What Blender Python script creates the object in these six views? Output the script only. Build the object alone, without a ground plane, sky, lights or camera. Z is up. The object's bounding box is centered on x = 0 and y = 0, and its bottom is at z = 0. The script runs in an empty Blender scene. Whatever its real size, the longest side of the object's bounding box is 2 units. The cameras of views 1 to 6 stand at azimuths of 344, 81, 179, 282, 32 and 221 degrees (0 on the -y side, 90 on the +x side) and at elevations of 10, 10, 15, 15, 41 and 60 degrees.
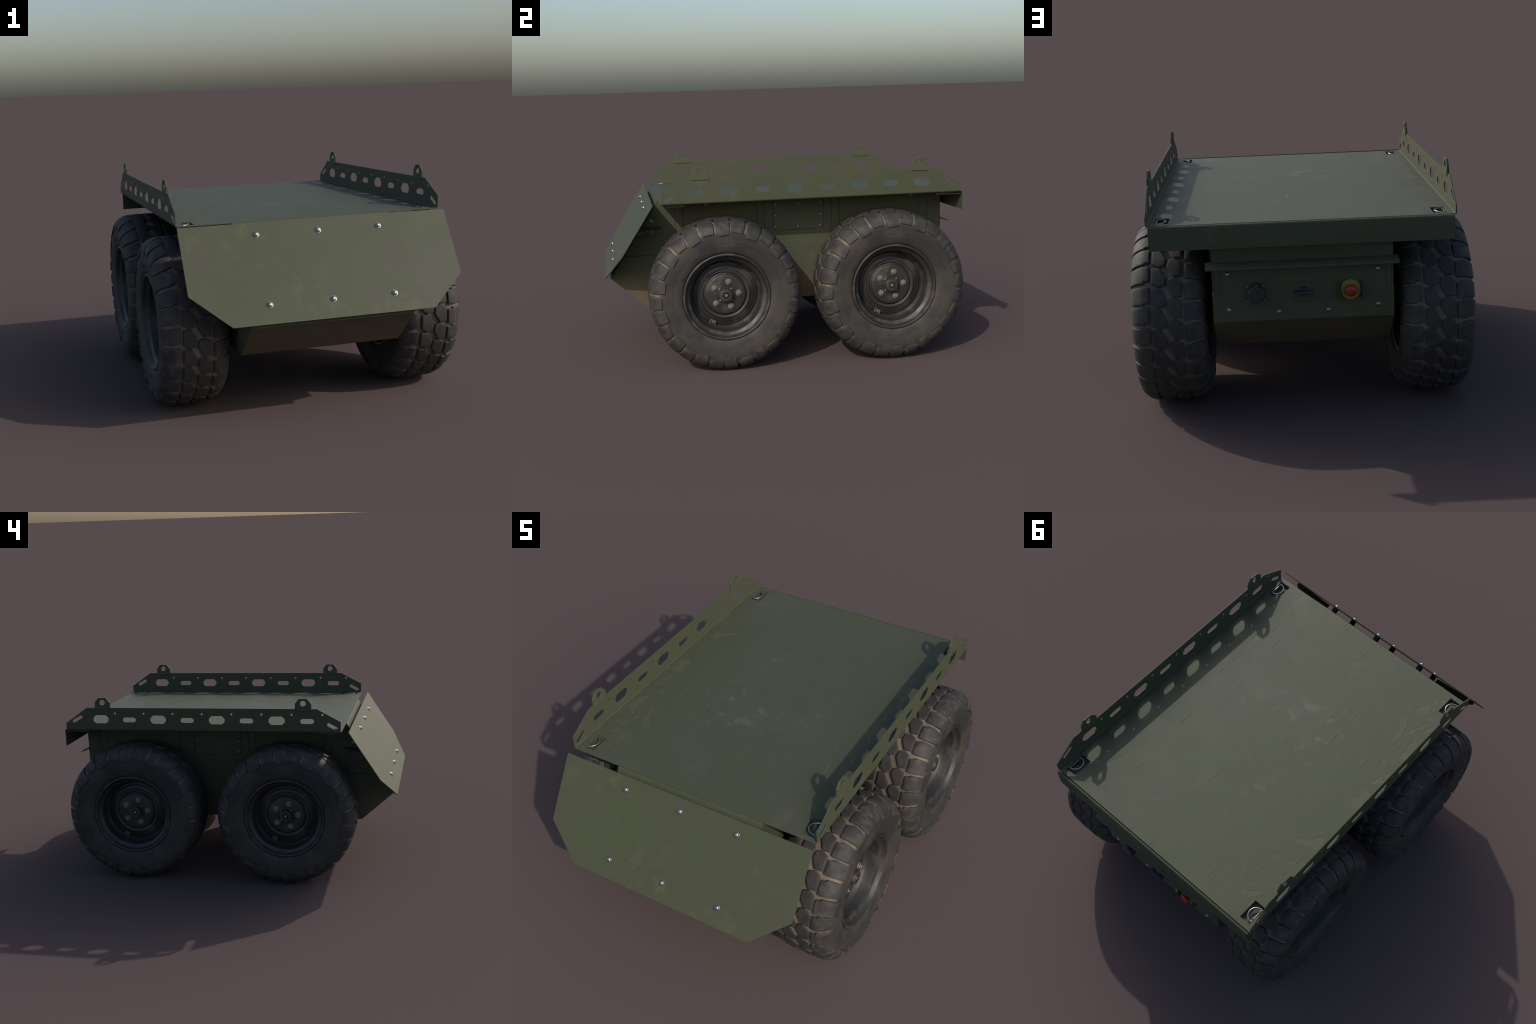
# Small four-wheeled cargo platform vehicle, olive drab, built part by part.
import bpy, bmesh, math, random
from mathutils import Vector, Matrix

random.seed(7)
pi = math.pi

# ----------------------------------------------------------------- node kit
class NT:
    def __init__(self, name):
        self.mat = bpy.data.materials.new(name)
        self.mat.use_nodes = True
        self.t = self.mat.node_tree
        self.t.nodes.clear()
        self.out = self.t.nodes.new('ShaderNodeOutputMaterial')
        self.bsdf = self.t.nodes.new('ShaderNodeBsdfPrincipled')
        self.t.links.new(self.bsdf.outputs[0], self.out.inputs[0])

    def put(self, sock, v):
        if hasattr(v, 'is_output'):
            self.t.links.new(v, sock)
        elif v is not None:
            if sock.type == 'RGBA' and len(v) == 3:
                v = tuple(v) + (1.0,)
            sock.default_value = v

    def set(self, **kw):
        for k, v in kw.items():
            self.put(self.bsdf.inputs[k.replace('_', ' ')], v)

    def coord(self):
        return self.t.nodes.new('ShaderNodeTexCoord').outputs['Object']

    def rand(self):
        return self.t.nodes.new('ShaderNodeObjectInfo').outputs['Random']

    def mapping(self, vec, loc=(0, 0, 0), rot=(0, 0, 0), scale=(1, 1, 1)):
        n = self.t.nodes.new('ShaderNodeMapping')
        self.put(n.inputs['Vector'], vec)
        n.inputs['Location'].default_value = loc
        n.inputs['Rotation'].default_value = rot
        n.inputs['Scale'].default_value = scale
        return n.outputs[0]

    def noise(self, vec, scale=5, detail=4, rough=.55, w=None, distort=0):
        n = self.t.nodes.new('ShaderNodeTexNoise')
        if w is not None:
            n.noise_dimensions = '4D'
            self.put(n.inputs['W'], w)
        self.put(n.inputs['Vector'], vec)
        n.inputs['Scale'].default_value = scale
        n.inputs['Detail'].default_value = detail
        n.inputs['Roughness'].default_value = rough
        n.inputs['Distortion'].default_value = distort
        return n.outputs['Fac']

    def voronoi(self, vec, scale=1):
        n = self.t.nodes.new('ShaderNodeTexVoronoi')
        self.put(n.inputs['Vector'], vec)
        n.inputs['Scale'].default_value = scale
        return n.outputs['Distance'], n.outputs['Color']

    def ramp(self, fac, a, b, lo=0.0, hi=1.0):
        n = self.t.nodes.new('ShaderNodeMapRange')
        n.interpolation_type = 'SMOOTHSTEP'
        self.put(n.inputs['Value'], fac)
        for k, v in (('From Min', a), ('From Max', b), ('To Min', lo), ('To Max', hi)):
            n.inputs[k].default_value = v
        return n.outputs[0]

    def math(self, op, a, b=None, clamp=False):
        n = self.t.nodes.new('ShaderNodeMath')
        n.operation = op
        n.use_clamp = clamp
        self.put(n.inputs[0], a)
        if b is not None:
            self.put(n.inputs[1], b)
        return n.outputs[0]

    def mix(self, fac, a, b):
        n = self.t.nodes.new('ShaderNodeMix')
        n.data_type = 'RGBA'
        self.put(n.inputs[0], fac)
        self.put(n.inputs[6], a)
        self.put(n.inputs[7], b)
        return n.outputs[2]

    def sep(self, vec):
        n = self.t.nodes.new('ShaderNodeSeparateXYZ')
        self.put(n.inputs[0], vec)
        return n.outputs

    def bump(self, h, strength=.3, dist=.002, normal=None):
        n = self.t.nodes.new('ShaderNodeBump')
        n.inputs['Strength'].default_value = strength
        n.inputs['Distance'].default_value = dist
        self.put(n.inputs['Height'], h)
        if normal is not None:
            self.put(n.inputs['Normal'], normal)
        return n.outputs[0]


OLIVE = (0.057, 0.067, 0.037)
OLIVE_GREY = (0.063, 0.067, 0.042)
DUST = (0.150, 0.118, 0.082)
TAN = (0.098, 0.081, 0.054)


def paint(name, seed=0.0, deck=False, mud=False, rough=.60, plate=False):
    m = NT(name)
    c = m.coord()
    cs = m.mapping(c, loc=(seed, seed * 1.7, seed * .6))
    big = m.ramp(m.noise(cs, 2.6, 3), .35, .65)
    col = m.mix(big, OLIVE, OLIVE_GREY)
    # pale dusty speckle clouds
    cn = m.noise(cs, 2.3, 2, .5)
    if deck:        # the middle of the load bed is scuffed most
        ctr = m.t.nodes.new('ShaderNodeVectorMath')
        ctr.operation = 'LENGTH'
        m.put(ctr.inputs[0], m.mapping(c, loc=(.05, -.02, 0), scale=(1.5, 1.3, 0)))
        cn = m.math('ADD', cn, m.ramp(ctr.outputs['Value'], .1, .8, .10, -.12))
    cloud = m.ramp(cn, .52, .68)
    speck = m.ramp(m.noise(cs, 17, 4, .6), .52, .66)
    f = m.math('MULTIPLY', cloud, speck)
    col = m.mix(m.math('MULTIPLY', f, .44 if deck else .22), col, (0.135, 0.126, 0.092))
    normal = None
    if deck:
        # worn brown patches along the long sides
        x = m.sep(c)[0]
        side = m.ramp(m.math('ABSOLUTE', x), .36, .52)
        pn = m.noise(m.mapping(c, loc=(3.1, .4, 0), scale=(1.3, 1, 1)), 7.5, 2, .45, distort=.6)
        patch = m.math('MULTIPLY', m.ramp(pn, .615, .625), side)
        pn2 = m.noise(m.mapping(c, loc=(8.3, 2.4, 0)), 14, 1, .4)
        patch = m.math('MAXIMUM', patch, m.math('MULTIPLY', m.math('MULTIPLY', m.ramp(pn2, .69, .70), side), .7))
        col = m.mix(m.math('MULTIPLY', patch, .55), col, TAN)
        # grey scuffs lying across the rear half
        d2, r2 = m.voronoi(m.mapping(c, rot=(0, 0, .18), scale=(13, 38, 13)))
        y = m.sep(c)[1]
        sc2 = m.math('MULTIPLY', m.ramp(d2, .30, .12), m.ramp(m.sep(r2)[0], .74, .76))
        sc2 = m.math('MULTIPLY', sc2, m.ramp(y, .15, .5))
        col = m.mix(m.math('MULTIPLY', sc2, .30), col, (0.055, 0.052, 0.047))
        # scratches along the load direction, pressed into the sheet
        h = None
        for i, (sx, sy, rz) in enumerate([(75, 3.6, .03), (85, 6.5, -.05), (100, 11, .06)]):
            dd, rr = m.voronoi(m.mapping(c, loc=(i * 3.3, i * 1.9, 0), rot=(0, 0, rz), scale=(sx, sy, 1)))
            rr = m.sep(rr)
            keep = m.ramp(rr[0], .82, .86)
            wd = m.math('MULTIPLY', m.ramp(dd, .25, .08), keep)
            h = wd if h is None else m.math('ADD', h, wd)
        h = m.math('ADD', h, m.math('MULTIPLY', patch, -.5))
        normal = m.bump(h, .6, .0022)
    if mud:
        z = m.sep(c)[2]
        n = m.noise(cs, 6, 5, .6)
        low = m.ramp(m.math('ADD', z, m.math('MULTIPLY', n, .16)), .66, .40)
        col = m.mix(m.math('MULTIPLY', low, .82), col, (0.112, 0.084, 0.056))
    fine = m.noise(cs, 90, 3)
    normal = m.bump(fine, .06, .001, normal)
    ro = m.ramp(m.noise(cs, 9, 4), .3, .7, rough - .02, rough + .02)
    m.set(Base_Color=col, Roughness=ro, Normal=normal)
    m.set(Specular_IOR_Level=.31 if deck else .25)
    return m.mat


def rubber_block(name, worn):
    m = NT(name)
    c = m.coord()
    w = m.math('MULTIPLY', m.rand(), 40.0)
    n = m.noise(c, 26, 4, .55, w=w)
    dark = (0.022, 0.0215, 0.021)
    brown = (0.066, 0.055, 0.044)
    col = m.mix(m.math('MULTIPLY', m.ramp(n, .40, .66), .62 if worn else .28), dark, brown)
    n2 = m.noise(c, 70, 4, .6, w=w)
    m.set(Base_Color=col, Roughness=.70, Normal=m.bump(n2, .18, .0012))
    return m.mat


def rubber_carcass():
    m = NT('dusty_rubber')
    c = m.coord()
    xyz = m.sep(c)
    r = m.math('SQRT', m.math('ADD', m.math('POWER', xyz[1], 2.0), m.math('POWER', xyz[2], 2.0)))
    n = m.noise(c, 9, 4, .55)
    side = m.mix(m.ramp(n, .38, .64), (0.019, 0.0195, 0.019), (0.042, 0.035, 0.0285))
    n2 = m.noise(c, 20, 4, .6)
    tread = m.mix(m.ramp(n2, .35, .68), (0.150, 0.122, 0.092), (0.088, 0.072, 0.056))
    f = m.ramp(m.math('ADD', r, m.math('MULTIPLY', n2, .02)), .355, .385)
    col = m.mix(f, side, tread)
    m.set(Base_Color=col, Roughness=.72, Normal=m.bump(m.noise(c, 60, 4), .15, .001))
    return m.mat


def wheel_steel():
    m = NT('dusty_wheel_steel')
    c = m.coord()
    n = m.noise(c, 11, 3, .5)
    col = m.mix(m.math('MULTIPLY', m.ramp(n, .52, .68), .8), (0.021, 0.021, 0.020), (0.064, 0.053, 0.041))
    m.set(Base_Color=col, Roughness=m.ramp(n, .4, .7, .45, .62), Normal=m.bump(m.noise(c, 60, 3), .08, .001))
    return m.mat


def simple(name, col, rough=.5, metal=0.0, vary=.15, scale=30):
    m = NT(name)
    c = m.coord()
    n = m.noise(c, scale, 4)
    lo = tuple(v * (1 - vary) for v in col)
    hi = tuple(min(1, v * (1 + vary)) for v in col)
    m.set(Base_Color=m.mix(n, lo, hi), Roughness=rough, Metallic=metal)
    return m.mat


M_DECK = paint('olive_paint_worn_deck', 0.0, deck=True)
M_RAIL = paint('olive_paint_rail', 4.0)
M_PLATE = paint('olive_paint_armour', 9.0, plate=True)
M_HULL = paint('olive_paint_muddy', 14.0, mud=True)
M_TRIM = paint('olive_paint_trim', 21.0)
M_STEEL = simple('bright_steel', (0.27, 0.265, 0.26), .36, .9)
M_NUT = simple('dusty_nut_steel', (0.24, 0.22, 0.19), .42, .55, .3, 90)
M_CHROME = simple('ring_steel', (0.27, 0.27, 0.29), .33, .9)
M_BLACK = simple('black_plastic', (0.022, 0.022, 0.025), .45)
M_HOLE = simple('bore_black', (0.004, 0.004, 0.004), .9)
M_RED = simple('red_plastic', (0.26, 0.016, 0.010), .38, 0, .08)
M_YELLOW = simple('yellow_plastic', (0.20, 0.155, 0.022), .5, 0, .1)
M_BLOCK = rubber_block('tread_rubber', False)
M_SHOULDER = rubber_block('shoulder_rubber', True)
M_CARCASS = rubber_carcass()
M_RIM = wheel_steel()
M_DUSTY = simple('groove_dust', (0.105, 0.086, 0.066), .8, 0, .35, 45)
M_DRUM = simple('dark_hub_metal', (0.03, 0.03, 0.028), .6)

# ------------------------------------------------------------- geometry kit
COL = bpy.context.scene.collection


def obj(name, mesh, mat=None, parent=None, matrix=None):
    o = bpy.data.objects.new(name, mesh)
    COL.objects.link(o)
    if mat is not None and len(mesh.materials) == 0:
        mesh.materials.append(mat)
    if parent is not None:
        o.parent = parent
    if matrix is not None:
        o.matrix_local = matrix
    return o


def smooth(mesh, angle=15):
    mesh.shade_smooth()
    bm = bmesh.new()
    bm.from_mesh(mesh)
    for e in bm.edges:
        if len(e.link_faces) == 2:
            e.smooth = e.calc_face_angle(pi) < math.radians(angle)
    bm.to_mesh(mesh)
    bm.free()
    return mesh


def mesh_from_bm(bm, name, angle=15):
    bmesh.ops.recalc_face_normals(bm, faces=bm.faces)
    me = bpy.data.meshes.new(name)
    bm.to_mesh(me)
    bm.free()
    return smooth(me, angle)


def bevelled(bm, width, segs=2):
    bmesh.ops.recalc_face_normals(bm, faces=bm.faces)
    es = [e for e in bm.edges if len(e.link_faces) == 2 and e.calc_face_angle(0) > .4]
    bmesh.ops.bevel(bm, geom=es, offset=width, segments=segs, profile=.6, affect='EDGES', clamp_overlap=True)
    return bm


def prism(name, pts, vec, bev=.0015, segs=2):
    """Extrude the flat polygon pts (3D) along vec and soften its edges."""
    bm = bmesh.new()
    a = [bm.verts.new(p) for p in pts]
    b = [bm.verts.new(Vector(p) + Vector(vec)) for p in pts]
    n = len(a)
    bm.faces.new(a)
    bm.faces.new(list(reversed(b)))
    for i in range(n):
        bm.faces.new((a[i], b[i], b[(i + 1) % n], a[(i + 1) % n]))
    if bev:
        bevelled(bm, bev, segs)
    return mesh_from_bm(bm, name)


def box(name, lo, hi, bev=.0015, segs=2):
    (x0, y0, z0), (x1, y1, z1) = lo, hi
    return prism(name, [(x0, y0, z0), (x1, y0, z0), (x1, y1, z0), (x0, y1, z0)], (0, 0, z1 - z0), bev, segs)


def revolve(name, prof, segs=48, axis='Z', angle=35, closed=False):
    """Turn a profile of (radius, height) about the axis."""
    bm = bmesh.new()
    rings = []
    for r, h in prof:
        if r < 1e-6:
            p = (0, 0, h) if axis == 'Z' else (h, 0, 0)
            rings.append([bm.verts.new(p)])
        else:
            ring = []
            for i in range(segs):
                t = 2 * pi * i / segs
                c, s = r * math.cos(t), r * math.sin(t)
                ring.append(bm.verts.new((c, s, h) if axis == 'Z' else (h, c, s)))
            rings.append(ring)
    pairs = list(zip(rings, rings[1:]))
    if closed:
        pairs.append((rings[-1], rings[0]))
    for a, b in pairs:
        for i in range(segs):
            j = (i + 1) % segs
            if len(a) == 1 and len(b) == 1:
                continue
            if len(a) == 1:
                bm.faces.new((a[0], b[i], b[j]))
            elif len(b) == 1:
                bm.faces.new((a[i], b[0], a[j]))
            else:
                bm.faces.new((a[i], b[i], b[j], a[j]))
    return mesh_from_bm(bm, name, angle)


def sheet(name, outer, holes, thick, to3d, bev=.0007):
    """Sheet metal cut-out: outline with holes, filled and extruded."""
    cu = bpy.data.curves.new(name, 'CURVE')
    cu.dimensions = '2D'
    cu.fill_mode = 'BOTH'
    cu.extrude = thick / 2 - bev
    cu.bevel_depth = bev
    cu.bevel_resolution = 1
    cu.offset = -bev
    for loop in [outer] + holes:
        sp = cu.splines.new('POLY')
        sp.points.add(len(loop) - 1)
        for p, q in zip(sp.points, loop):
            p.co = (q[0], q[1], 0, 1)
        sp.use_cyclic_u = True
    o = bpy.data.objects.new(name, cu)
    COL.objects.link(o)
    dg = bpy.context.evaluated_depsgraph_get()
    me = bpy.data.meshes.new_from_object(o.evaluated_get(dg))
    bpy.data.objects.remove(o)
    bpy.data.curves.remove(cu)
    me.name = name
    me.materials.clear()
    bm = bmesh.new()
    bm.from_mesh(me)
    bmesh.ops.remove_doubles(bm, verts=bm.verts, dist=1e-5)
    for v in bm.verts:
        v.co = to3d(v.co)
    bm.to_mesh(me)
    bm.free()
    return smooth(mesh_fix(me), 15)


def mesh_fix(me):
    bm = bmesh.new()
    bm.from_mesh(me)
    bmesh.ops.recalc_face_normals(bm, faces=bm.faces)
    bm.to_mesh(me)
    bm.free()
    return me


def join(name, meshes, angle=15):
    bm = bmesh.new()
    for m in meshes:
        bm.from_mesh(m)
    return mesh_from_bm(bm, name, angle)


def circle(cx, cy, r, n=16):
    return [(cx + r * math.cos(2 * pi * i / n), cy + r * math.sin(2 * pi * i / n)) for i in range(n)]


def slot(cx, cy, half, r, ang=0.0, n=8):
    pts = []
    for side in (0, 1):
        for i in range(n + 1):
            t = -pi / 2 + pi * i / n + side * pi
            pts.append(((half - r) * (1 - 2 * side) + r * math.cos(t), r * math.sin(t)))
    c, s = math.cos(ang), math.sin(ang)
    return [(cx + c * a - s * b, cy + s * a + c * b) for a, b in pts]


def octagon(cx, cy, a, b, ch):
    return [(cx + sx, cy + sy) for sx, sy in [(-a + ch, -b), (a - ch, -b), (a, -b + ch), (a, b - ch),
                                              (a - ch, b), (-a + ch, b), (-a, b - ch), (-a, -b + ch)]]


def look_along(pos, direction, roll=0.0):
    q = Vector(direction).to_track_quat('Z', 'Y')
    return Matrix.Translation(pos) @ q.to_matrix().to_4x4() @ Matrix.Rotation(roll, 4, 'Z')


def dome_bolt(name, r_head, r_wash=None, h=None):
    h = h or r_head * .75
    prof = []
    z0 = -.002
    if r_wash:
        t = r_wash * .16
        prof += [(r_wash, z0), (r_wash, t * .7), (r_wash * .93, t), (r_head * 1.02, t)]
    else:
        t = 0
        prof += [(r_head, z0)]
    for i in range(7):
        a = (pi / 2) * i / 6
        prof.append((r_head * math.cos(a), t + h * math.sin(a) + (0 if i else .0005)))
    return revolve(name, prof, 20, angle=40)


# ----------------------------------------------------------------- the thing
ROOT = bpy.data.objects.new('cargo_platform_vehicle', None)
COL.objects.link(ROOT)
ROOT['label'] = 'olive drab four-wheeled flatbed ground robot with chunky tyres'
ROOT['category'] = 'vehicle'

# ---- hull: a bathtub of welded sheet, sloping nose and chamfered tail
HW = .386                                   # half width of the hull
NOSE_T, NOSE_B = (-.684, .912), (-.966, .483)
ndir = Vector((0, NOSE_B[0] - NOSE_T[0], NOSE_B[1] - NOSE_T[1])).normalized()   # down the nose
nout = Vector((0, ndir.z, -ndir.y))         # outward normal of the nose
if nout.y > 0:
    nout = -nout


def nose_y(z):
    return NOSE_T[0] + (NOSE_B[0] - NOSE_T[0]) * (NOSE_T[1] - z) / (NOSE_T[1] - NOSE_B[1])


def tail_y(z):
    return .954


SEAM = .606
up = [(-HW + .005, nose_y(.911), .911), (-HW + .005, nose_y(.59), .59), (-HW + .005, tail_y(.59) - .003, .59),
      (-HW + .005, tail_y(.911) - .001, .911)]
hull_upper = obj('upper_hull', prism('upper_hull', up, (2 * HW - .010, 0, 0), .003), M_HULL, ROOT)
lo = [(-HW - .0035, nose_y(SEAM) + .001, SEAM), (-HW - .0035, NOSE_B[0] + .001, NOSE_B[1]), (-HW - .0035, -.778, .316),
      (-HW - .0035, .799, .316), (-HW - .0035, .954, .474), (-HW - .0035, tail_y(SEAM), SEAM)]
hull_lower = obj('lower_hull', prism('lower_hull', lo, (2 * HW + .007, 0, 0), .0025), M_HULL, ROOT)

# skin on the nose, its lower edge showing as a lip
T = Vector((0, NOSE_T[0], NOSE_T[1])) + nout * .0005 - ndir * .001
L = (Vector((0, NOSE_B[0], NOSE_B[1])) - Vector((0, NOSE_T[0], NOSE_T[1]))).length + .003
pts = [T + Vector((-HW - .001, 0, 0)), T + Vector((HW + .001, 0, 0)),
       T + ndir * L + Vector((HW + .001, 0, 0)), T + ndir * L + Vector((-HW - .001, 0, 0))]
obj('nose_skin', prism('nose_skin', pts, nout * .005, .0015), M_HULL, ROOT)

# vertical seams on the flanks: slim cover strips and a service hatch per side
hatch_bolt = dome_bolt('hatch_bolt', .0075, None, .005)
for sx in (1, -1):
    def flank(co, sx=sx):
        return Vector((sx * (HW - .003 + co.z), co.x, co.y))

    def hatch_outline(grow):
        oc = []
        for cx, cy, a0 in [(.236, .88, 0), (-.017, .88, pi / 2), (-.017, .731, pi), (.236, .731, 1.5 * pi)]:
            for i in range(7):
                a = a0 + pi / 2 * i / 6
                oc.append((cx + (.02 + grow) * math.cos(a), cy + (.02 + grow) * math.sin(a)))
        return oc

    lines = [-.595, -.549, -.129, -.085, .304, .349, .826, .874]
    gaps = [.0014, .0040, .0026, .0026, .0014, .0040, .0014, .0026]     # open seams between the flank sheets
    x0, zb, zt = sx * (HW - .006), SEAM + .0008, .908
    for i in range(len(lines) + 1):
        ya = lines[i - 1] + gaps[i - 1] / 2 if i else None
        yb = lines[i] - gaps[i] / 2 if i < len(lines) else .9538
        if i == 4:
            me = sheet('flank_sheet', [(ya, zb), (yb, zb), (yb, zt), (ya, zt)], [hatch_outline(.0022)], .006, flank, .0005)
        elif ya is None:
            pts = [(x0, nose_y(zt) + .001, zt), (x0, nose_y(zb) + .001, zb), (x0, yb, zb), (x0, yb, zt)]
            me = prism('flank_sheet', pts, (sx * .006, 0, 0), .0006, 1)
        else:
            pts = [(x0, ya, zt), (x0, ya, zb), (x0, yb, zb), (x0, yb, zt)]
            me = prism('flank_sheet', pts, (sx * .006, 0, 0), .0006, 1)
        obj('flank_sheet', me, M_HULL, hull_upper)
    hatch = obj('service_hatch', sheet('service_hatch', hatch_outline(0), [], .0066, flank, .0008), M_HULL, ROOT)
    for by, bz in [(-.022, .86), (.108, .86), (.238, .86), (-.022, .794), (.238, .794),
                   (-.022, .728), (.108, .728), (.238, .728)]:
        obj('hatch_bolt', hatch_bolt, M_STEEL, hatch,
            look_along((sx * (HW + .0004), by, bz), (sx, 0, 0)))

# ---- front armour plate on stand-offs and side gussets
P_TOP = Vector((0, -.729, .917))
P_BOT = Vector((0, -.9985, .504))
pd = (P_BOT - P_TOP).normalized()
pn = Vector((0, pd.z, -pd.y))
if pn.y > 0:
    pn = -pn
PL = (P_BOT - P_TOP).length


def on_plate(x, t, d=0.0):
    return P_TOP + pd * t + pn * d + Vector((x, 0, 0))


poly = [(-.652, 0), (.652, 0), (.652, .332), (.478, PL), (-.478, PL), (-.652, .332)]
armour = obj('front_armour_plate', prism('front_armour_plate', [on_plate(x, t) for x, t in poly], pn * -.006, .001),
             M_PLATE, ROOT)
plate_bolt = dome_bolt('plate_bolt', .0128, .0155, .0080)
standoff = revolve('standoff', [(0, 0), (.016, 0), (.0165, .0005), (.0165, .032), (0, .032)], 24)
for x in (-.297, 0, .297):
    for t in (.0605, .4025):
        obj('plate_bolt', plate_bolt, M_STEEL, armour, look_along(on_plate(x, t, .0002), pn))
        obj('standoff', standoff, M_DRUM, armour, look_along(on_plate(x, t, -.0055), -pn))

bracket_bolt = dome_bolt('bracket_bolt', .0095, .012, .007)
for sx in (1, -1):
    pts = [(0, -.800, .722), (0, -.660, .722), (0, -.660, .816), (0, -.741, .816)]
    pts = [(sx * (HW - .001), p[1], p[2]) for p in pts]
    br = obj('gusset_bracket', prism('gusset_bracket', pts, (sx * .005, 0, 0), .001), M_HULL, ROOT)
    pts = [(sx * HW, -.668, .762), (sx * HW, -.812, .762), (sx * .624, -.822, .762), (sx * .628, -.805, .762), (sx * .606, -.788, .762)]
    obj('gusset', prism('gusset', pts, (0, 0, .006), .001), M_HULL, br)
    for by, bz in [(-.73, .797), (-.73, .739)]:
        obj('bracket_bolt', bracket_bolt, M_STEEL, br, look_along((sx * (HW + .004), by, bz), (sx, 0, 0)))

# ---- deck sheet with four recessed lashing pockets
DZ = .918
POCKETS = [(-.6065, -1), (.9015, 1)]
DY0, DY1, DX = -.686, .983, .6425
holes = []
for sx in (1, -1):
    for cy, _ in POCKETS:
        holes.append([(sx * .588 - .030, cy - .053), (sx * .588 + .030, cy - .053),
                      (sx * .588 + .030, cy + .053), (sx * .588 - .030, cy + .053)])
deck = obj('deck', sheet('deck', [(-DX, DY0), (DX, DY0), (DX, DY1), (-DX, DY1)], holes, .005,
                         lambda co: Vector((co.x, co.y, DZ - .0025 + co.z)), .0008), M_DECK, ROOT)


def pocket_mesh():
    bm = bmesh.new()
    a, b, d, t = .0302, .0532, .0165, .002
    z1, z0 = -.003, -.003 - d

    def ring(x, y, z):
        return [bm.verts.new(p) for p in ((-x, -y, z), (x, -y, z), (x, y, z), (-x, y, z))]
    rs = [ring(a, b, z1), ring(a - .004, b - .004, z0), None]
    out = [ring(a + t, b + t, z1), ring(a - .002, b - .002, z0 - t)]
    for p, q in ((rs[0], rs[1]), (out[0], out[1]), (rs[0], out[0])):
        for i in range(4):
            bm.faces.new((p[i], p[(i + 1) % 4], q[(i + 1) % 4], q[i]))
    bm.faces.new(rs[1])
    bm.faces.new(out[1])
    return mesh_from_bm(bm, 'lashing_pocket')


def tube(name, path, r, segs=10, closed=False):
    bm = bmesh.new()
    rings = []
    n = len(path)
    for i, p in enumerate(path):
        a = path[(i - 1) % n] if (closed or i) else path[i]
        b = path[(i + 1) % n] if (closed or i < n - 1) else path[i]
        t = (Vector(b) - Vector(a)).normalized()
        u = t.cross(Vector((0, 0, 1)))
        u = u.normalized() if u.length > 1e-4 else Vector((1, 0, 0))
        v = t.cross(u)
        rings.append([bm.verts.new(Vector(p) + u * r * math.cos(2 * pi * k / segs) + v * r * math.sin(2 * pi * k / segs))
                      for k in range(segs)])
    for i in range(n if closed else n - 1):
        a, b = rings[i], rings[(i + 1) % n]
        for k in range(segs):
            bm.faces.new((a[k], a[(k + 1) % segs], b[(k + 1) % segs], b[k]))
    if not closed:
        bm.faces.new(rings[0])
        bm.faces.new(rings[-1])
    return mesh_from_bm(bm, name, 60)


# D ring: arc pointing inboard (-x), straight bar outboard; local origin = pocket centre at deck level
arc = [(.024 - .041 * math.cos(t), .0385 * math.sin(t), -.0035 + .0015 * math.cos(t))
       for t in [(-pi / 2) + pi * i / 24 for i in range(25)]]
dring = join('lashing_ring', [tube('arc', [(.027, -.0375, -.004)] + arc + [(.027, .0375, -.004)], .0036),
                              tube('bar', [(.0235, -.036, -.0045), (.0235, .036, -.0045)], .0034)], 60)
staple = join('ring_staple', [box('a', (.0165, s * .0235 - .006, -.0185), (.0285, s * .0235 + .006, -.0005), .002)
                              for s in (1, -1)])
pocket = pocket_mesh()
for sx in (1, -1):
    for cy, _ in POCKETS:
        mat = Matrix.Translation((sx * .588, cy, DZ)) @ Matrix.Rotation(0 if sx > 0 else pi, 4, 'Z')
        pk = obj('lashing_pocket', pocket, M_TRIM, ROOT, mat)
        obj('lashing_ring', dring, M_CHROME, pk)
        obj('ring_staple', staple, M_TRIM, pk)

# ---- side rails: perforated upstands bent from the deck edge
RY0, RY1, RX, RT = -.683, .984, .650, .005
BR = .009                                   # bend radius
rail_out = [(RY0, DZ - .005 + BR), (RY1, DZ - .005 + BR), (RY1, .957), (.845, 1.052), (-.547, 1.052), (RY0, .979)]
rail_holes = []
for k in range(4):
    rail_holes.append(octagon(-.311 + .357 * k, .982, .0475, .0248, .0165))
    rail_holes.append(slot(-.489 + .357 * k, .9795, .040, .0146))
for k in range(8):
    rail_holes.append(circle(-.578 + .1783 * k, 1.018, .0062, 12))
rail_holes.append(slot(-.635, .9495, .0335, .0095, math.atan2(.029, .055)))
rail_holes.append(slot(.9085, .9825, .0345, .0095, math.atan2(-.034, .059)))
lug_out = []
for y, z in [(-.048, 1.0405), (.048, 1.0405), (.048, 1.083), (.024, 1.1125), (-.024, 1.1125), (-.048, 1.083)]:
    lug_out.append((y, z))


def lug_mesh():
    me = sheet('lifting_lug', lug_out, [circle(0, 1.0845, .0165, 20)], .014,
               lambda co: Vector((co.z * (1.0 - .30 * min(1, max(0, (co.y - 1.046) / .03))), co.x, co.y)), .002)
    return me


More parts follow.
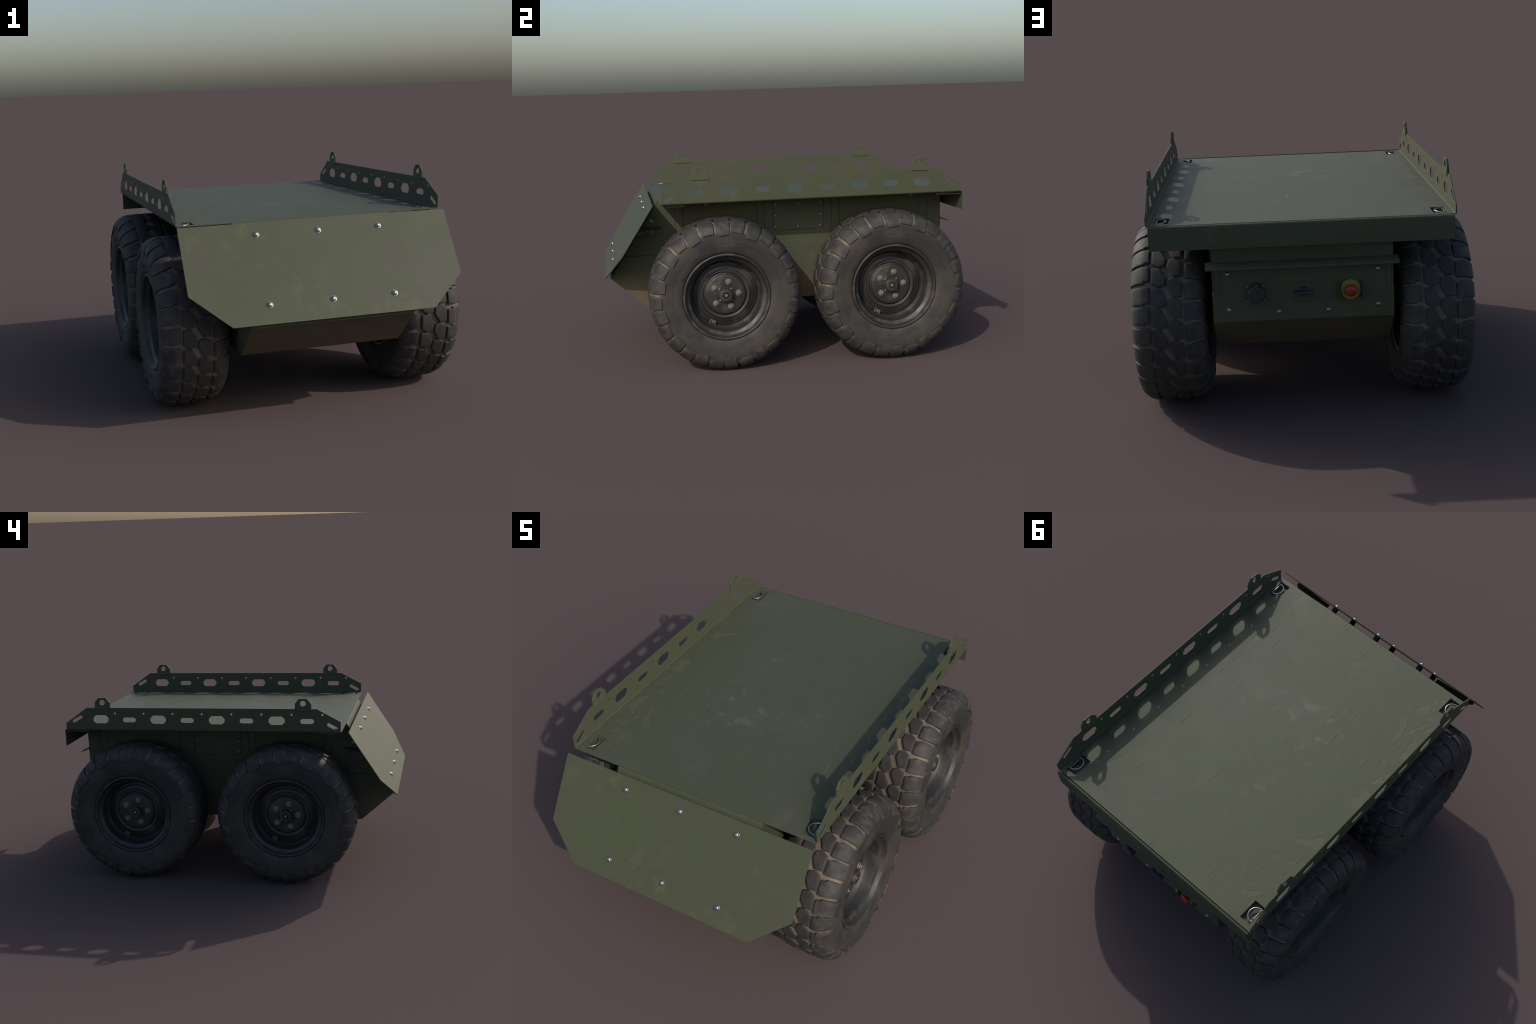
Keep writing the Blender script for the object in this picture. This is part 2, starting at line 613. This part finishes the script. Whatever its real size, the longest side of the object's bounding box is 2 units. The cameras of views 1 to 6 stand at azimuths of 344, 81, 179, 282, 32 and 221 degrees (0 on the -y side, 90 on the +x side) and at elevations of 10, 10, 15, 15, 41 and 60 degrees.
LUG = lug_mesh()
for sx in (1, -1):
    def wall(co, sx=sx):
        return Vector((sx * (RX - RT / 2 + co.z), co.x, co.y))
    up_mesh = sheet('side_rail', rail_out, rail_holes, RT, wall, .0007)
    # bend from deck to upstand
    bm = bmesh.new()
    cx = RX - BR
    rows = []
    for y in (RY0 + .0004, RY1 - .0004):
        row = []
        for rr in (BR, BR - RT):
            for i in range(9):
                a = -pi / 2 + (pi / 2) * i / 8
                row.append(bm.verts.new((sx * (cx + rr * math.cos(a)), y, DZ - .005 + .0002 + BR + rr * math.sin(a))))
        rows.append(row)
    order = list(range(9)) + list(range(17, 8, -1))
    for i in range(len(order)):
        j = (i + 1) % len(order)
        bm.faces.new((rows[0][order[i]], rows[0][order[j]], rows[1][order[j]], rows[1][order[i]]))
    for row in rows:
        for i in range(8):
            bm.faces.new((row[i], row[i + 1], row[9 + i + 1], row[9 + i]))
    bend = mesh_from_bm(bm, 'bend', 40)
    rail = obj('side_rail', join('side_rail', [up_mesh, bend], 15), M_RAIL, ROOT)
    for ly in (-.467, .745):
        obj('lifting_lug', LUG, M_RAIL, rail, Matrix.Translation((sx * (RX - RT / 2), ly, 0)))
    for y0, y1 in [(-.447, -.435), (.695, .707)]:
        m = box('rail_clip', (.612, y0, .9005), (.628, y1, .9135), .001)
        for v in m.vertices:
            v.co.x *= sx
        obj('rail_clip', mesh_fix(m), M_RAIL, rail)

# ---- tail flange: folded strip closing the rear of the deck
def fold_profile():
    out, r, t = [], .010, .005
    yb, zt = .9995, .9165
    out += [(.9875, zt), (yb - r, zt)]
    for i in range(1, 7):
        a = pi / 2 - pi / 2 * i / 6
        out.append((yb - r + r * math.cos(a), zt - r + r * math.sin(a)))
    out += [(yb, .813), (yb - t, .813)]
    for i in range(0, 7):
        a = pi / 2 * i / 6
        out.append((yb - r + (r - t) * math.cos(a), zt - r + (r - t) * math.sin(a)))
    out += [(.9875, zt - t)]
    return out


prof = fold_profile()
flange = obj('tail_flange', prism('tail_flange', [(-.6385, y, z) for y, z in prof], (1.277, 0, 0), 0), M_TRIM, ROOT)
obj('flange_tongue', box('flange_tongue', (-.630, .948, .899), (.630, .9948, .904), .0005), M_TRIM, flange)

# ---- tail wall: rain visor and control panel
pts = [(-.408, .950, .7425), (-.408, .996, .7245), (-.408, .996, .7165), (-.408, .950, .7335)]
obj('rain_visor', prism('rain_visor', pts, (.820, 0, 0), .0012), M_TRIM, ROOT)


def tail(x, z, d=0.0):
    return Vector((x, tail_y(z) + d, z))


shape = [(.351, .732), (-.351, .732), (-.351, .5165), (-.314, .480), (.314, .480), (.351, .5165)]
panel = obj('control_panel', prism('control_panel', [tail(x, z, -.001) for x, z in shape], (0, .0045, 0), .001), M_HULL, ROOT)
panel_bolt = dome_bolt('panel_bolt', .0115, None, .0085)
for x, z in [(.3195, .688), (-.3195, .688), (.3195, .529), (-.3195, .529), (.1065, .513), (-.1065, .513)]:
    obj('panel_bolt', panel_bolt, M_STEEL, panel, look_along(tail(x, z, .0035), (0, 1, 0)))

socket = obj('power_socket', box('power_socket', (.158, .950, .555), (.245, .963, .643), .0015), M_TRIM, ROOT)
lid = join('socket_lid', [revolve('lid', [(0, 0), (.034, 0), (.036, .002), (.036, .033), (.033, .0365), (0, .0375)], 40)])
obj('socket_lid', lid, M_BLACK, socket, look_along((.2010, .962, .6035), (0, 1, 0)))
obj('socket_hinge', box('socket_hinge', (.189, .962, .632), (.213, .992, .649), .003), M_BLACK, socket)
small = dome_bolt('socket_screw', .0045, None, .003)
for dx in (-.034, .034):
    for dz in (-.033, .033):
        obj('socket_screw', small, M_STEEL, socket, look_along((.2025 + dx, .963, .599 + dz), (0, 1, 0)))

switch = obj('power_switch', box('power_switch', (-.034, .950, .558), (.034, .962, .638), .0015), M_TRIM, ROOT)
obj('switch_base', revolve('switch_base', [(0, 0), (.022, 0), (.022, .011), (.019, .014), (0, .014)], 32), M_BLACK, switch,
    look_along((0, .961, .601), (0, 1, 0)))
obj('switch_handle', box('switch_handle', (-.0385, .971, .593), (.0385, .993, .608), .0035, 3), M_BLACK, switch)

stop = obj('emergency_stop', revolve('emergency_stop', [(0, 0), (.043, 0), (.0448, .002), (.0448, .012), (.042, .0145), (0, .0145)], 48),
           M_YELLOW, ROOT, look_along((-.2015, .9565, .602), (0, 1, 0)))
obj('stop_button', revolve('stop_button', [(0, .013), (.017, .013), (.017, .022), (.0245, .024), (.0258, .028), (.0250, .034),
                                           (.0215, .0395), (.014, .0430), (.006, .0442), (0, .0445)], 40), M_RED, stop)
for x in (-.1525, -.2535):
    pts = [(x, .955, .554), (x, .996, .563), (x, .986, .632), (x, .955, .642)]
    obj('button_guard', prism('button_guard', pts, (.003, 0, 0), .0006), M_TRIM, ROOT)

# ------------------------------------------------------------------- wheels
WR, WX, WZ = .4150, .585, .4135
HALF = [(.132, .236), (.144, .2395), (.150, .247), (.1545, .262), (.1575, .282), (.1590, .303), (.1595, .320), (.1588, .336),
        (.1555, .352), (.148, .3675), (.135, .3805), (.117, .3905), (.094, .3965), (.058, .3990), (.03, .3998), (0, .4000)]


def smooth_curve(pts, n=6):
    out = []
    for i in range(len(pts) - 1):
        p0 = pts[max(i - 1, 0)]
        p1, p2 = pts[i], pts[i + 1]
        p3 = pts[min(i + 2, len(pts) - 1)]
        for k in range(n):
            t = k / n
            out.append(tuple(.5 * (2 * b + (c - a) * t + (2 * a - 5 * b + 4 * c - d) * t * t + (3 * b - a - 3 * c + d) * t ** 3)
                             for a, b, c, d in zip(p0, p1, p2, p3)))
    out.append(pts[-1])
    return out


half = smooth_curve(HALF)                    # bead -> crown, outboard side


def inboard_drop(x):
    """The inboard shoulder is a little more worn and rounder than the outboard one."""
    t = min(1, max(0, (x - .05) / .09))
    return .0045 * t * t * (3 - 2 * t)


cross = [(-x, r - (inboard_drop(x) if r > .33 else 0)) for x, r in half] + [(x, r) for x, r in reversed(half[:-1])]   # inboard bead -> outboard bead
inner = [(.122, .232), (.10, .245), (-.10, .245), (-.122, .232)]
tyre_mesh = revolve('tyre', [(r, x) for x, r in cross + inner], 168, 'X', 50, closed=True)

# arc-length table from the crown outwards
crown = list(reversed(half))
S = [0.0]
for (xa, ra), (xb, rb) in zip(crown, crown[1:]):
    S.append(S[-1] + math.hypot(xb - xa, rb - ra))


def on_tyre(s, w, h):
    """Point on the tyre: s across from the crown, w around, h = share of the tread depth above the carcass."""
    a = abs(s)
    if h > 0:                                # tread is deep on the crown, shallow down the sidewall
        t = min(1, max(0, (a - .10) / .075))
        h *= .0148 + (.0070 - .0148) * t
    i = 0
    while i < len(S) - 2 and S[i + 1] < a:
        i += 1
    f = (a - S[i]) / (S[i + 1] - S[i])
    xa, ra = crown[i]
    xb, rb = crown[i + 1]
    x, r = xa + (xb - xa) * f, ra + (rb - ra) * f
    # smoothed normal
    j, k = max(i - 1, 0), min(i + 2, len(crown) - 1)
    tx, tr = crown[k][0] - crown[j][0], crown[k][1] - crown[j][1]
    ln = math.hypot(tx, tr)
    nx, nr = -tr / ln, tx / ln
    x, r = x + nx * h, r + nr * h
    if s < 0 and r > .33:
        r -= inboard_drop(x)
    t = w / WR
    return Vector((math.copysign(1, s) * x, r * math.cos(t), r * math.sin(t)))


def rounded(poly, rad, n=4):
    out = []
    N = len(poly)
    for i in range(N):
        p = Vector(poly[i])
        a = Vector(poly[i - 1]) - p
        b = Vector(poly[(i + 1) % N]) - p
        d = min(rad, a.length * .45, b.length * .45)
        pa, pb = p + a.normalized() * d, p + b.normalized() * d
        for k in range(n + 1):
            t = k / n
            out.append((1 - t) ** 2 * pa + 2 * t * (1 - t) * p + t * t * pb)
    # even spacing
    dens = []
    for i in range(len(out)):
        a, b = out[i], out[(i + 1) % len(out)]
        m = max(1, int((b - a).length / .006))
        for k in range(m):
            dens.append(a + (b - a) * (k / m))
    return dens


def block(name, poly, depth, rad=.006, mat=None):
    ol = rounded(poly, rad)
    c = sum(ol, Vector((0, 0))) / len(ol)
    size = max((p - c).length for p in ol)
    bm = bmesh.new()
    rings = []
    # inset measured in metres near the rim, then shrinking rings towards the middle
    for ins, h in [(-.0022, -.004), (-.0003, depth * .5), (.0002, depth * .9), (.0010, depth * .97), (.0026, depth)]:
        ring = []
        for p in ol:
            d = (c - p)
            q = p + d.normalized() * min(ins, d.length * .5)
            ring.append(bm.verts.new(on_tyre(q.x, q.y, h)))
        rings.append(ring)
    base = [p + (c - p).normalized() * .0026 for p in ol]
    for f in (.8, .6, .4, .2):
        rings.append([bm.verts.new(on_tyre(*(c + (p - c) * f), depth * 1.01)) for p in base])
    for a, b in zip(rings, rings[1:]):
        for i in range(len(a)):
            j = (i + 1) % len(a)
            bm.faces.new((a[i], a[j], b[j], b[i]))
    mid = bm.verts.new(on_tyre(c.x, c.y, depth * 1.01))
    a = rings[-1]
    for i in range(len(a)):
        bm.faces.new((a[i], a[(i + 1) % len(a)], mid))
    me = mesh_from_bm(bm, name, 48)
    me.materials.append(mat)
    me.materials.append(M_DUSTY)
    n = len(ol)
    for f in me.polygons:                    # caked dust on the groove walls, not on the sidewall ends
        if min(f.vertices) < n and all(abs(me.vertices[v].co.x) < .128 for v in f.vertices):
            f.material_index = 1
    return me


NB = 28
PITCH = 2 * pi * WR / NB
A = [(.0655, .042), (.031, .0445), (.0035, -.004), (.0095, -.036), (.034, -.0455), (.0655, -.027)]
B = [(.004 - s, -w - PITCH / 2) for s, w in A]
TREAD_A = block('tread_block', A, 1, .0045, M_BLOCK)
TREAD_B = block('tread_block', B, 1, .0045, M_BLOCK)


def s_at_r(r):
    best = min(range(len(crown)), key=lambda i: abs(crown[i][1] - r) + (1 if i < len(crown) * .3 else 0))
    return S[best]


def shoulder(r_end, skew):
    se = s_at_r(r_end)
    s0, sm = .0765, .150
    return [(s0, .0395), (.10, .0405), (sm, .0385), (se, .034 + skew), (se + .004 * (1 if skew > 0 else -1), -.033 + skew),
            (sm, -.0385), (s0 + .024, -.040), (s0 + .021, -.032), (s0, -.031)]


SH = [block('shoulder_block', shoulder(r, k), 1, .0045, M_SHOULDER) for r, k in [(.352, .002), (.334, -.003)]]
SH_IN = [block('shoulder_block', [(-a, -b) for a, b in shoulder(r, k)], 1, .0045, M_SHOULDER) for r, k in [(.352, .002), (.334, -.003)]]

# rim: pressed steel wheel, one turned profile (radius, offset from the tyre's middle plane)
RIM = [(.0, .075), (.044, .075), (.046, .078), (.050, .078), (.053, .074), (.100, .074), (.107, .0725), (.1115, .068),
       (.1135, .061), (.117, .059), (.122, .0625), (.128, .065), (.134, .0635), (.138, .057), (.144, .055), (.152, .053),
       (.160, .047), (.168, .043), (.1720, .0425), (.1738, .0400), (.1742, .034), (.1772, .034), (.1776, .050), (.179, .054), (.187, .060), (.193, .074),
       (.196, .104), (.199, .117), (.206, .122), (.214, .1255), (.218, .130), (.221, .140), (.225, .147),
       (.231, .149), (.236, .147), (.239, .141), (.239, .122)]
RIM_BACK = [(.232, .116), (.225, .108), (.207, .10), (.203, .0), (.205, -.09), (.236, -.120), (.238, -.136), (.232, -.140),
            (.224, -.136), (.216, -.115), (.196, -.09), (.190, -.0), (.186, .025), (.170, .010), (.130, .025), (.11, .035), (0, .045)]
rim_mesh = revolve('rim', RIM + RIM_BACK, 96, 'X', 40)
cap_mesh = revolve('hub_cap', [(.036, .070), (.036, .098), (.0345, .1025), (.0325, .104), (.0160, .104), (.0155, .1035), (.0155, .094), (0, .094)], 40, 'X')
bore_mesh = revolve('hub_bore', [(.0154, .0935), (.0154, .0948), (0, .0948)], 28, 'X')
pin_mesh = revolve('hub_pin', [(.0090, .094), (.0090, .1015), (.0080, .1025), (0, .1025)], 24, 'X')
nut_mesh = join('wheel_nut', [revolve('w', [(.0172, -.002), (.0172, .0028), (.0160, .0042), (0, .0042)], 24),
                              revolve('h', [(.0124, .003), (.0124, .0105), (.0108, .0125), (0, .0125)], 6),
                              revolve('s', [(.0068, .011), (.0066, .0165), (.0048, .0190), (0, .0198)], 14)], 30)
stud_mesh = dome_bolt('hub_stud', .0058, None, .006)
drum_mesh = revolve('hub_drum', [(0, .03), (.115, .03), (.125, .02), (.125, -.14), (.11, -.155), (.055, -.16), (.05, -.17), (.05, -.215), (0, -.215)], 48, 'X')
valve_mesh = join('valve', [box('v', (.012, -.011, -.016), (.028, .011, -.012), .001),
                            box('v', (.012, -.011, .012), (.028, .011, .016), .001),
                            box('v', (.010, -.011, -.016), (.016, .011, .016), .001)])
stem_mesh = revolve('valve_stem', [(.0058, .0), (.0058, .023), (.0045, .026), (0, .026)], 14, 'X')


def sidewall_text(word, radius, size, mid_angle):
    """Low raised lettering bent round the outboard sidewall (angle 0 = +y, 90 = up)."""
    ms = []
    step = size * .86 / radius
    n = len(word)
    for i, ch in enumerate(word):
        if ch == ' ':
            continue
        cu = bpy.data.curves.new('t', 'FONT')
        cu.body = ch
        cu.size = size
        cu.align_x = 'CENTER'
        cu.align_y = 'CENTER'
        cu.extrude = .0012
        cu.resolution_u = 2
        o = bpy.data.objects.new('t', cu)
        COL.objects.link(o)
        me = bpy.data.meshes.new_from_object(o.evaluated_get(bpy.context.evaluated_depsgraph_get()))
        bpy.data.objects.remove(o)
        bpy.data.curves.remove(cu)
        a = mid_angle - (i - (n - 1) / 2) * step
        i0 = min(range(len(crown)), key=lambda k: abs(crown[k][1] - radius) + (1 if k < len(crown) * .3 else 0))
        x = crown[i0][0]
        # text plane: right = clockwise tangent seen from outboard, up = radial
        ur = Vector((0, math.cos(a), math.sin(a)))
        ut = Vector((0, math.sin(a), -math.cos(a)))
        slope = Vector((-.28, 0, 0))
        for v in me.vertices:
            v.co = Vector((x, 0, 0)) + ur * (radius + v.co.y) + ut * v.co.x + slope * (-v.co.y) * -1 * .0 + Vector((v.co.z + (-.30) * -v.co.y * (1 if radius < .3 else 0), 0, 0))
        ms.append(me)
    return ms


letters = join('sidewall_lettering', sidewall_text('LT/WR Z-C X', .272, .017, math.radians(90)) +
               sidewall_text('MWF14ZA', .272, .014, math.radians(-90)), 30)
ridge_mesh = revolve('sidewall_ridge', [(.2945, .1574), (.2955, .1592), (.2972, .1598), (.2984, .1580)], 120, 'X', 60)

first = True
for sx in (1, -1):
    for wy in (-.3545, .5735):
        wheel = bpy.data.objects.new('wheel', None)
        COL.objects.link(wheel)
        wheel.parent = ROOT
        wheel.matrix_local = Matrix.Translation((sx * WX, wy, WZ)) @ Matrix.Rotation(0 if sx > 0 else pi, 4, 'Z')
        obj('tyre', tyre_mesh, M_CARCASS, wheel)
        obj('sidewall_ridge', ridge_mesh, M_CARCASS, wheel)
        obj('sidewall_lettering', letters, M_CARCASS, wheel)
        obj('rim', rim_mesh, M_RIM, wheel)
        obj('hub_cap', cap_mesh, M_RIM, wheel)
        obj('hub_bore', bore_mesh, M_HOLE, wheel)
        obj('hub_pin', pin_mesh, M_NUT, wheel)
        obj('hub_drum', drum_mesh, M_DRUM, wheel)
        for k in range(5):
            a = math.radians(4 + 72 * k)
            obj('wheel_nut', nut_mesh, M_NUT, wheel, look_along((.0735, .0715 * math.cos(a), .0715 * math.sin(a)), (1, 0, 0), k))
        for k in range(4):
            a = math.radians(45 + 90 * k)
            obj('hub_stud', stud_mesh, M_NUT, wheel, look_along((.075, .0445 * math.cos(a), .0445 * math.sin(a)), (1, 0, 0)))
        a = math.radians(244)
        vm = Matrix.Translation((.032, .171 * math.cos(a), .171 * math.sin(a))) @ Matrix.Rotation(a, 4, 'X')
        obj('valve', valve_mesh, M_DUSTY, wheel, vm)
        obj('valve_stem', stem_mesh, M_NUT, wheel, vm)
        for k in range(NB):
            rot = 2 * pi * k / NB
            R = Matrix.Rotation(rot, 4, 'X')
            obj('tread_block', TREAD_A, None, wheel, R)
            obj('tread_block', TREAD_B, None, wheel, R)
            jit = math.radians(.35) * math.sin(k * 2.3)
            Rs = Matrix.Rotation(rot + .014 / WR + jit, 4, 'X')
            obj('shoulder_block', SH[k % 2], None, wheel, Rs)
            # inboard shoulder: same block turned half round in plan
            Ri = Matrix.Rotation(rot - (.014 + PITCH / 2) / WR, 4, 'X')
            obj('shoulder_block', SH_IN[k % 2], None, wheel, Ri)
